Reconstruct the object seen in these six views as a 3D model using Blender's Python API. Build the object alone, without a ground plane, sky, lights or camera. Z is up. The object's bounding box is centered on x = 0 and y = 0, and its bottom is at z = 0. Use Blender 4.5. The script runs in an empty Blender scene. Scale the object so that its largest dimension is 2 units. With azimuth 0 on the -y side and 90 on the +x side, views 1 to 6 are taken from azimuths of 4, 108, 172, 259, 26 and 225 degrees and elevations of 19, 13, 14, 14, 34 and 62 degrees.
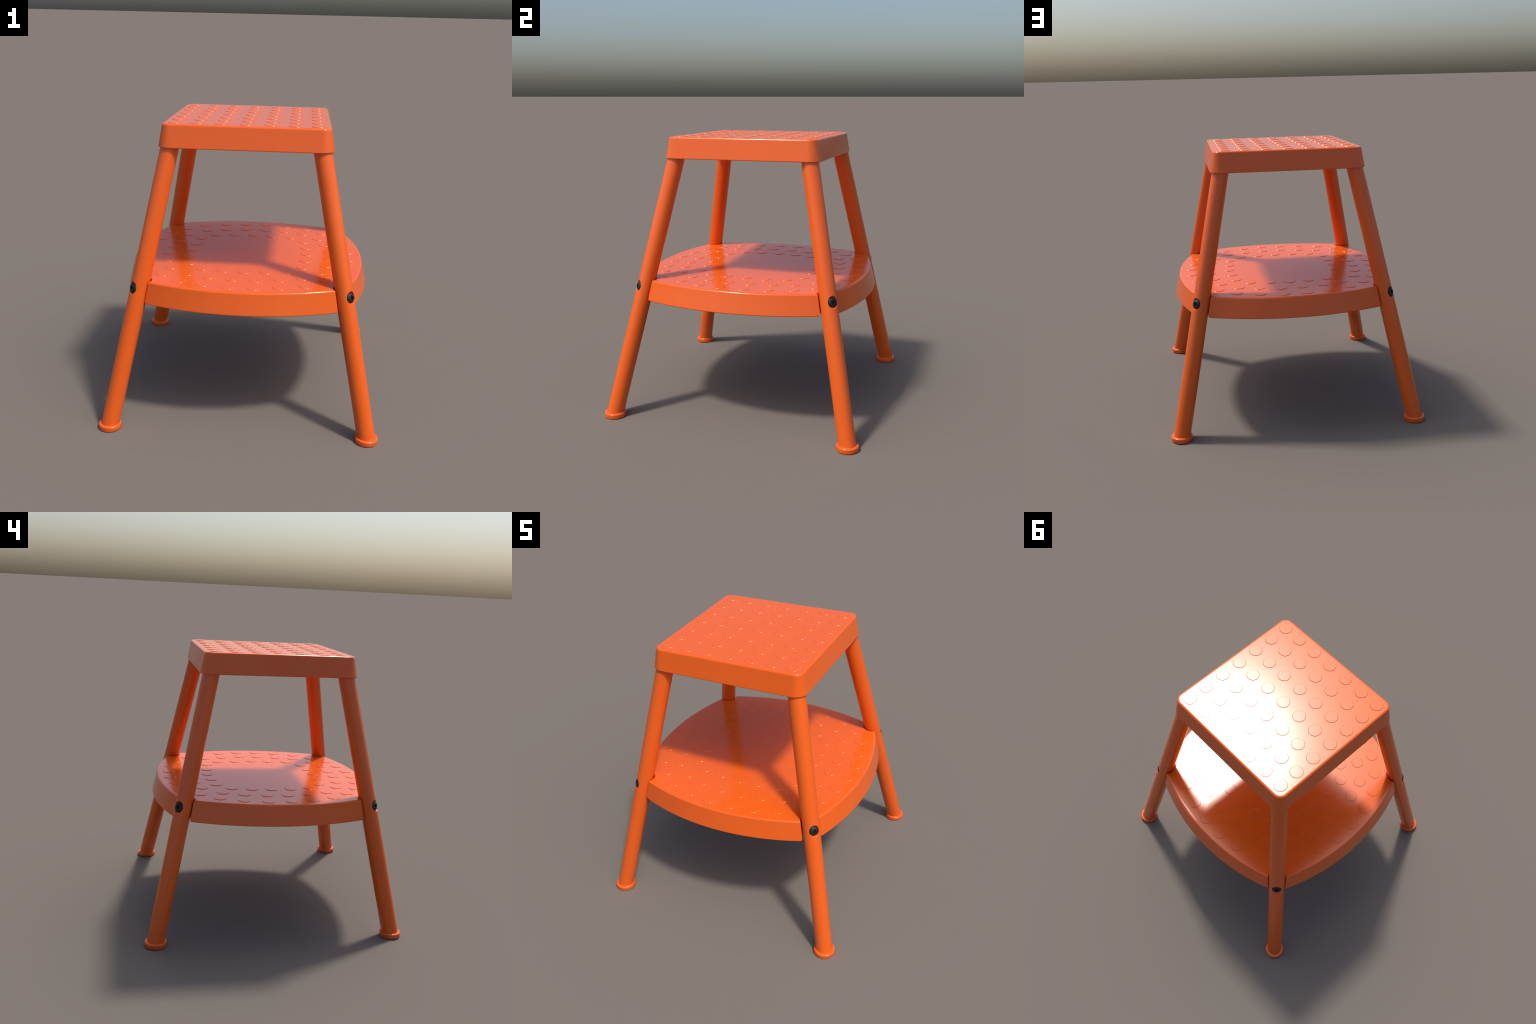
"""Orange two-tier step stool: square studded seat, bulging studded lower step,
four splayed tube legs with flared feet, each holding the step with a black socket bolt."""
import bpy, bmesh, math
from mathutils import Matrix, Vector

# ------------------------------------------------------------------ sizes (metres)
LEG_FOOT = 0.8626          # leg axis |x| = |y| at z = 0
LEG_LEAN = 0.2033          # inward shift of |x| and |y| per metre of height
LEG_R = 0.0600
LEG_TOP = 1.966
FOOT_R = 0.0755
STUD_R, STUD_H = 0.0470, 0.0030
SEAT_TOP, SEAT_BOTTOM = 1.9970, 1.8470
STEP_TOP, STEP_BOTTOM = 0.9975, 0.8510
BOLT_Z = 0.9535            # height of the bolt face


def leg_axis(z):
    return LEG_FOOT - LEG_LEAN * z


# ------------------------------------------------------------------ materials
def paint_material():
    m = bpy.data.materials.new("orange_powder_coat")
    m.use_nodes = True
    nt = m.node_tree
    b = nt.nodes["Principled BSDF"]
    tc = nt.nodes.new("ShaderNodeTexCoord")
    n = nt.nodes.new("ShaderNodeTexNoise")
    n.inputs["Scale"].default_value = 6.0
    n.inputs["Detail"].default_value = 3.0
    ramp = nt.nodes.new("ShaderNodeValToRGB")
    ramp.color_ramp.elements[0].position = 0.30
    ramp.color_ramp.elements[0].color = (0.732, 0.108, 0.0100, 1)
    ramp.color_ramp.elements[1].position = 0.70
    ramp.color_ramp.elements[1].color = (0.748, 0.112, 0.0110, 1)
    nt.links.new(tc.outputs["Object"], n.inputs["Vector"])
    nt.links.new(n.outputs["Fac"], ramp.inputs["Fac"])
    nt.links.new(ramp.outputs["Color"], b.inputs["Base Color"])
    b.inputs["Roughness"].default_value = 0.19
    b.inputs["IOR"].default_value = 1.5
    return m


def bolt_material():
    m = bpy.data.materials.new("black_oxide_steel")
    m.use_nodes = True
    nt = m.node_tree
    b = nt.nodes["Principled BSDF"]
    tc = nt.nodes.new("ShaderNodeTexCoord")
    n = nt.nodes.new("ShaderNodeTexNoise")
    n.inputs["Scale"].default_value = 90.0
    ramp = nt.nodes.new("ShaderNodeValToRGB")
    ramp.color_ramp.elements[0].color = (0.006, 0.0065, 0.007, 1)
    ramp.color_ramp.elements[1].color = (0.009, 0.0095, 0.010, 1)
    nt.links.new(tc.outputs["Object"], n.inputs["Vector"])
    nt.links.new(n.outputs["Fac"], ramp.inputs["Fac"])
    nt.links.new(ramp.outputs["Color"], b.inputs["Base Color"])
    b.inputs["Roughness"].default_value = 0.55
    b.inputs["Specular IOR Level"].default_value = 0.4
    return m


PAINT, BLACK = paint_material(), bolt_material()


# ------------------------------------------------------------------ mesh helpers
def finish(bm, name, mat, angle=35.0):
    bmesh.ops.recalc_face_normals(bm, faces=bm.faces)
    me = bpy.data.meshes.new(name)
    bm.to_mesh(me)
    bm.free()
    me.materials.append(mat)
    me.shade_smooth()
    me.set_sharp_from_angle(angle=math.radians(angle))
    return me


def add(name, me, parent=None, matrix=None):
    ob = bpy.data.objects.new(name, me)
    bpy.context.scene.collection.objects.link(ob)
    if parent is not None:
        ob.parent = parent
    if matrix is not None:
        ob.matrix_basis = matrix
    return ob


def loft(loops, close_first=True, close_last=True):
    """Skin a stack of closed loops that all have the same number of points."""
    bm = bmesh.new()
    rows = [[bm.verts.new(p) for p in lp] for lp in loops]
    n = len(rows[0])
    for a, b in zip(rows, rows[1:]):
        for i in range(n):
            j = (i + 1) % n
            bm.faces.new((a[i], a[j], b[j], b[i]))
    if close_first:
        bm.faces.new(rows[0])
    if close_last:
        bm.faces.new(rows[-1][::-1])
    return bm


def lathe(profile, seg=48, shape=None):
    """Revolve (radius, height) pairs about z; a radius of 0 ends in a pole."""
    bm = bmesh.new()
    rows = []
    for k, (r, z) in enumerate(profile):
        if r <= 1e-6:
            rows.append([bm.verts.new((0, 0, z))])
            continue
        row = []
        for i in range(seg):
            t = 2 * math.pi * i / seg
            rr = r * (shape(k, t) if shape else 1.0)
            row.append(bm.verts.new((rr * math.cos(t), rr * math.sin(t), z)))
        rows.append(row)
    for a, b in zip(rows, rows[1:]):
        for i in range(seg):
            j = (i + 1) % seg
            if len(a) == 1:
                bm.faces.new((a[0], b[j], b[i]))
            elif len(b) == 1:
                bm.faces.new((a[i], a[j], b[0]))
            else:
                bm.faces.new((a[i], a[j], b[j], b[i]))
    return bm


def quarter(r, steps, start=0.0, end=90.0):
    """(outward, up) offsets along a fillet, measured from its centre."""
    return [(r * math.cos(math.radians(start + (end - start) * i / steps)),
             r * math.sin(math.radians(start + (end - start) * i / steps)))
            for i in range(steps + 1)]


def skirt_levels(base, lean, z_low, z_top, fillet, wall):
    """Cross-section of a pressed pan: (half width, z) from the inside, round the
    lower lip, up the leaning wall, over the rounded rim and onto the flat top."""
    half = lambda z: base - lean * (z - z_low)
    lip = 0.005
    lv = [(half(z_top) - wall - fillet, z_top - wall),
          (half(z_top) - wall - fillet * 0.4, z_top - wall - 0.002),
          (half(z_top) - wall, z_top - wall - fillet * 0.8),
          (half(z_low) - wall + 0.001, z_low + lip + 0.002),
          (half(z_low) - wall + 0.002, z_low + 0.001),
          (half(z_low) - wall + 0.004, z_low)]
    for o, u in quarter(lip, 4, -90, 0):
        lv.append((half(z_low + lip) - lip + o, z_low + lip + u))
    lv.append((half(z_low + lip + 0.003), z_low + lip + 0.003))
    zc = z_top - fillet
    tilt = math.degrees(math.atan(lean))
    lv.append((half(zc - 0.006), zc - 0.006))
    for o, u in quarter(fillet, 7, tilt * 0.5, 90):
        lv.append((half(zc) - fillet + o, zc + u))
    lv.append((lv[-1][0] - 0.004, z_top))
    return lv


# ------------------------------------------------------------------ root
stool = bpy.data.objects.new("step_stool", None)
bpy.context.scene.collection.objects.link(stool)
stool["label"] = "bright orange metal step stool with studded seat and lower step"
stool["category"] = "step stool"


# ------------------------------------------------------------------ seat
def rounded_square(half, radius, z, steps=12):
    pts = []
    c = half - radius
    for q in range(4):
        cx, cy = (c, c) if q == 0 else (-c, c) if q == 1 else (-c, -c) if q == 2 else (c, -c)
        for i in range(steps + 1):
            t = math.radians(90 * q + 90 * i / steps)
            pts.append((cx + radius * math.cos(t), cy + radius * math.sin(t), z))
    return pts


SEAT_HALF, SEAT_LEAN, SEAT_CORNER = 0.5640, 0.190, 0.086
levels = skirt_levels(SEAT_HALF, SEAT_LEAN, SEAT_BOTTOM, SEAT_TOP, 0.015, 0.012)
loops = [rounded_square(h, max(0.02, SEAT_CORNER - (SEAT_HALF - h)), z) for h, z in levels]
seat = add("seat", finish(loft(loops), "seat", PAINT), stool)


# ------------------------------------------------------------------ lower step
STEP_HALF, STEP_LEAN, STEP_ARC = 0.8525, 0.250, 1.646
NOTCH_GAP = 0.0085


def step_outline(half, z, notch, arc_pts=40, notch_pts=18):
    """Curved-sided square whose corners are bitten out round the leg axes."""
    a = leg_axis(z)
    edge = lambda t: half - (STEP_ARC - math.sqrt(STEP_ARC ** 2 - t * t))
    # where the bulging side meets the notch circle
    lo, hi = 0.2, a
    for _ in range(50):
        mid = (lo + hi) / 2
        if math.hypot(edge(mid) - a, mid - a) > notch:
            lo = mid
        else:
            hi = mid
    te = lo
    side = [(edge(t), t) for t in (te * (-1 + 2 * i / arc_pts) for i in range(arc_pts + 1))]
    t0 = math.atan2(te - a, edge(te) - a)            # on this side
    t1 = math.pi / 2 - t0                            # mirrored about the diagonal
    while t1 > t0:
        t1 -= 2 * math.pi
    bite = []
    for i in range(1, notch_pts):
        t = t0 + (t1 - t0) * i / notch_pts
        bite.append((a + notch * math.cos(t), a + notch * math.sin(t)))
    # soften the two corners of the bite
    def soften(p, corner, q, w=0.0035):
        c = Vector(corner)
        d1 = (Vector(p) - c); d2 = (Vector(q) - c)
        d1 = d1.normalized() * min(w, d1.length * 0.45)
        d2 = d2.normalized() * min(w, d2.length * 0.45)
        return [tuple(c + d1 * (1 - s) ** 2 + d2 * s ** 2) for s in (0.0, 0.33, 0.67, 1.0)]
    tail = soften(side[-2], side[-1], bite[0])
    nxt = (te, edge(te))                             # first point of the following side, here
    nxt2 = (side[-2][1], side[-2][0])
    head = soften(bite[-1], nxt, nxt2)
    unit = side[1:-1] + tail + bite + head
    pts = []
    for q in range(4):
        c, s = round(math.cos(q * math.pi / 2)), round(math.sin(q * math.pi / 2))
        pts += [(c * x - s * y, s * x + c * y, z) for x, y in unit]
    return pts


levels = skirt_levels(STEP_HALF, STEP_LEAN, STEP_BOTTOM, STEP_TOP, 0.015, 0.012)
loops = []
for k, (h, z) in enumerate(levels):
    notch = LEG_R + NOTCH_GAP
    inside = k < 6
    low = max(0.0, STEP_BOTTOM + 0.020 - z)
    if low > 0:                                      # rounded lower ends of each skirt
        notch += 0.020 - math.sqrt(max(0.0, 0.020 ** 2 - low ** 2))
    high = max(0.0, z - (STEP_TOP - 0.008))          # rolled rim of the bite
    if high > 0 and not inside:
        notch += 0.008 - math.sqrt(max(0.0, 0.008 ** 2 - high ** 2))
    if inside:
        notch += 0.012
    if k == len(levels) - 1:
        notch += 0.003
    loops.append(step_outline(h, z, notch))
# extra rings between lip and wall so the rounded skirt ends stay smooth
dense = []
for k in range(len(loops) - 1):
    dense.append(loops[k])
    if levels[k][1] < STEP_BOTTOM + 0.010 and levels[k + 1][1] > STEP_TOP - 0.05 and k > 6:
        h0, z0 = levels[k]
        h1, z1 = levels[k + 1]
        for zz in (0.011, 0.014, 0.017, 0.020, 0.03, 0.07):
            z = STEP_BOTTOM + zz
            f = (z - z0) / (z1 - z0)
            low = max(0.0, 0.020 - zz)
            notch = LEG_R + NOTCH_GAP + 0.020 - math.sqrt(0.020 ** 2 - low ** 2)
            dense.append(step_outline(h0 + (h1 - h0) * f, z, notch))
dense.append(loops[-1])
step = add("step", finish(loft(dense), "step", PAINT), stool)


# ------------------------------------------------------------------ raised anti-slip studs
# low disc with a crisp, slightly rounded chamfer that catches the sun
prof = [(STUD_R, -0.003), (STUD_R, 0.0001), (STUD_R - 0.0011, 0.0017), (STUD_R - 0.0030, STUD_H), (0.0, STUD_H)]
stud_mesh = finish(lathe(prof, 40), "raised_stud", PAINT, 30)


def add_stud(parent, x, y, z):
    add("raised_stud", stud_mesh, parent, Matrix.Translation((x, y, z)))


pitch = (-0.456, -0.311, -0.158, 0.0, 0.158, 0.311, 0.456)
for x in pitch:
    for y in pitch:
        add_stud(seat, x, y, SEAT_TOP)

# per side: distance along the side, distance out from the centre
ROWS = {"outer": ((0.083, 0.727), (0.250, 0.699), (0.414, 0.645)),
        "middle": ((0.078, 0.580), (0.238, 0.555), (0.386, 0.510)),
        "inner": ((0.146, 0.416), (0.294, 0.396))}
SLIP = (0.003, -0.005, 0.012, 0.009)       # middle rows sit a little off centre
for q in range(4):
    c, s = round(math.cos(q * math.pi / 2)), round(math.sin(q * math.pi / 2))
    spots = [(0.0, 0.427), (0.541, 0.541)]
    for row, pts in ROWS.items():
        for along, out in pts:
            d = SLIP[q] if row == "middle" else 0.0
            spots += [(along + d, out), (-along + d, out)]
    for along, out in spots:
        x, y = out, along                  # side facing +x, turned into place
        add_stud(step, c * x - s * y, s * x + c * y, STEP_TOP)


# ------------------------------------------------------------------ legs, feet, bolts
lean_angle = math.atan(LEG_LEAN * math.sqrt(2))
BOLT_R = 0.0340


def leg_frame(q):
    """Leg space: z along the tube upward, x outward along the diagonal, origin on the ground."""
    yaw = math.radians(45 + 90 * q)
    base = Vector((math.cos(yaw), math.sin(yaw), 0)) * LEG_FOOT * math.sqrt(2)
    return Matrix.Translation(base) @ Matrix.Rotation(yaw, 4, "Z") @ Matrix.Rotation(-lean_angle, 4, "Y")


leg_len = LEG_TOP / math.cos(lean_angle)
bolt_s = BOLT_Z / math.cos(lean_angle) - 0.015   # along the tube
SEAT_FLOOR = 0.0465                              # counterbore floor, from tube axis

bm = lathe([(0.0, 0.020), (LEG_R, 0.020)]
           + [(LEG_R, 0.020 + (leg_len - 0.020) * i / 24) for i in range(1, 25)]
           + [(0.0, leg_len)], 96)
tube = add("leg", finish(bm, "leg", PAINT))
cut = lathe([(0.0, SEAT_FLOOR), (0.0350, SEAT_FLOOR), (0.0355, SEAT_FLOOR + 0.003),
             (0.0400, 0.0545), (0.0425, 0.0590), (0.0450, 0.0620), (0.0460, 0.09), (0.0, 0.09)], 64)
cutter = add("cutter", finish(cut, "cutter", PAINT), None,
             Matrix.Translation((0, 0, bolt_s)) @ Matrix.Rotation(math.pi / 2, 4, "Y"))
mod = tube.modifiers.new("bore", "BOOLEAN")
mod.operation, mod.solver, mod.object = "DIFFERENCE", "EXACT", cutter
bpy.context.view_layer.update()
dg = bpy.context.evaluated_depsgraph_get()
leg_mesh = bpy.data.meshes.new_from_object(tube.evaluated_get(dg))
leg_mesh.name = "leg"
leg_mesh.shade_smooth()
leg_mesh.set_sharp_from_angle(angle=math.radians(30))
bpy.data.objects.remove(tube)
bpy.data.objects.remove(cutter)

foot_prof = [(0.0, 0.0), (FOOT_R - 0.005, 0.0)]
foot_prof += [(FOOT_R - 0.004 + o, 0.004 + u) for o, u in quarter(0.004, 4, -90, 0)]
foot_prof += [(FOOT_R, 0.024)]
foot_prof += [(FOOT_R - 0.010 + o, 0.026 + u) for o, u in quarter(0.010, 6, 5, 90)]
foot_prof += [(FOOT_R - 0.018, 0.0365), (0.0, 0.0365)]
foot_mesh = finish(lathe(foot_prof, 64), "foot", PAINT, 50)


def hexed(k, t):
    """Inner rows of the bolt follow a hexagon: the socket."""
    if k < HEX_FROM:
        return 1.0
    d = (t % (math.pi / 3)) - math.pi / 6
    return math.cos(math.pi / 6) / math.cos(d)


dome = [(BOLT_R, -0.004), (BOLT_R, 0.002)]
dome += [(BOLT_R * math.cos(math.radians(a)), 0.002 + 0.0140 * math.sin(math.radians(a)))
         for a in (10, 22, 35, 48, 58, 66)]
HEX_FROM = len(dome)
dome += [(0.0132, 0.0152), (0.0124, 0.0144), (0.0120, 0.0030), (0.0, 0.0020)]
bolt_mesh = finish(lathe(dome, 60, hexed), "bolt", BLACK, 32)

for q in range(4):
    F = leg_frame(q)
    leg = add("leg", leg_mesh, stool, F)
    B = Matrix.Translation((SEAT_FLOOR, 0, bolt_s)) @ Matrix.Rotation(math.pi / 2, 4, "Y")
    add("bolt", bolt_mesh, leg, B)
    yaw = math.radians(45 + 90 * q)
    centre = Vector((math.cos(yaw), math.sin(yaw), 0)) * (LEG_FOOT - 0.004) * math.sqrt(2)
    add("foot", foot_mesh, leg, F.inverted() @ Matrix.Translation(centre))
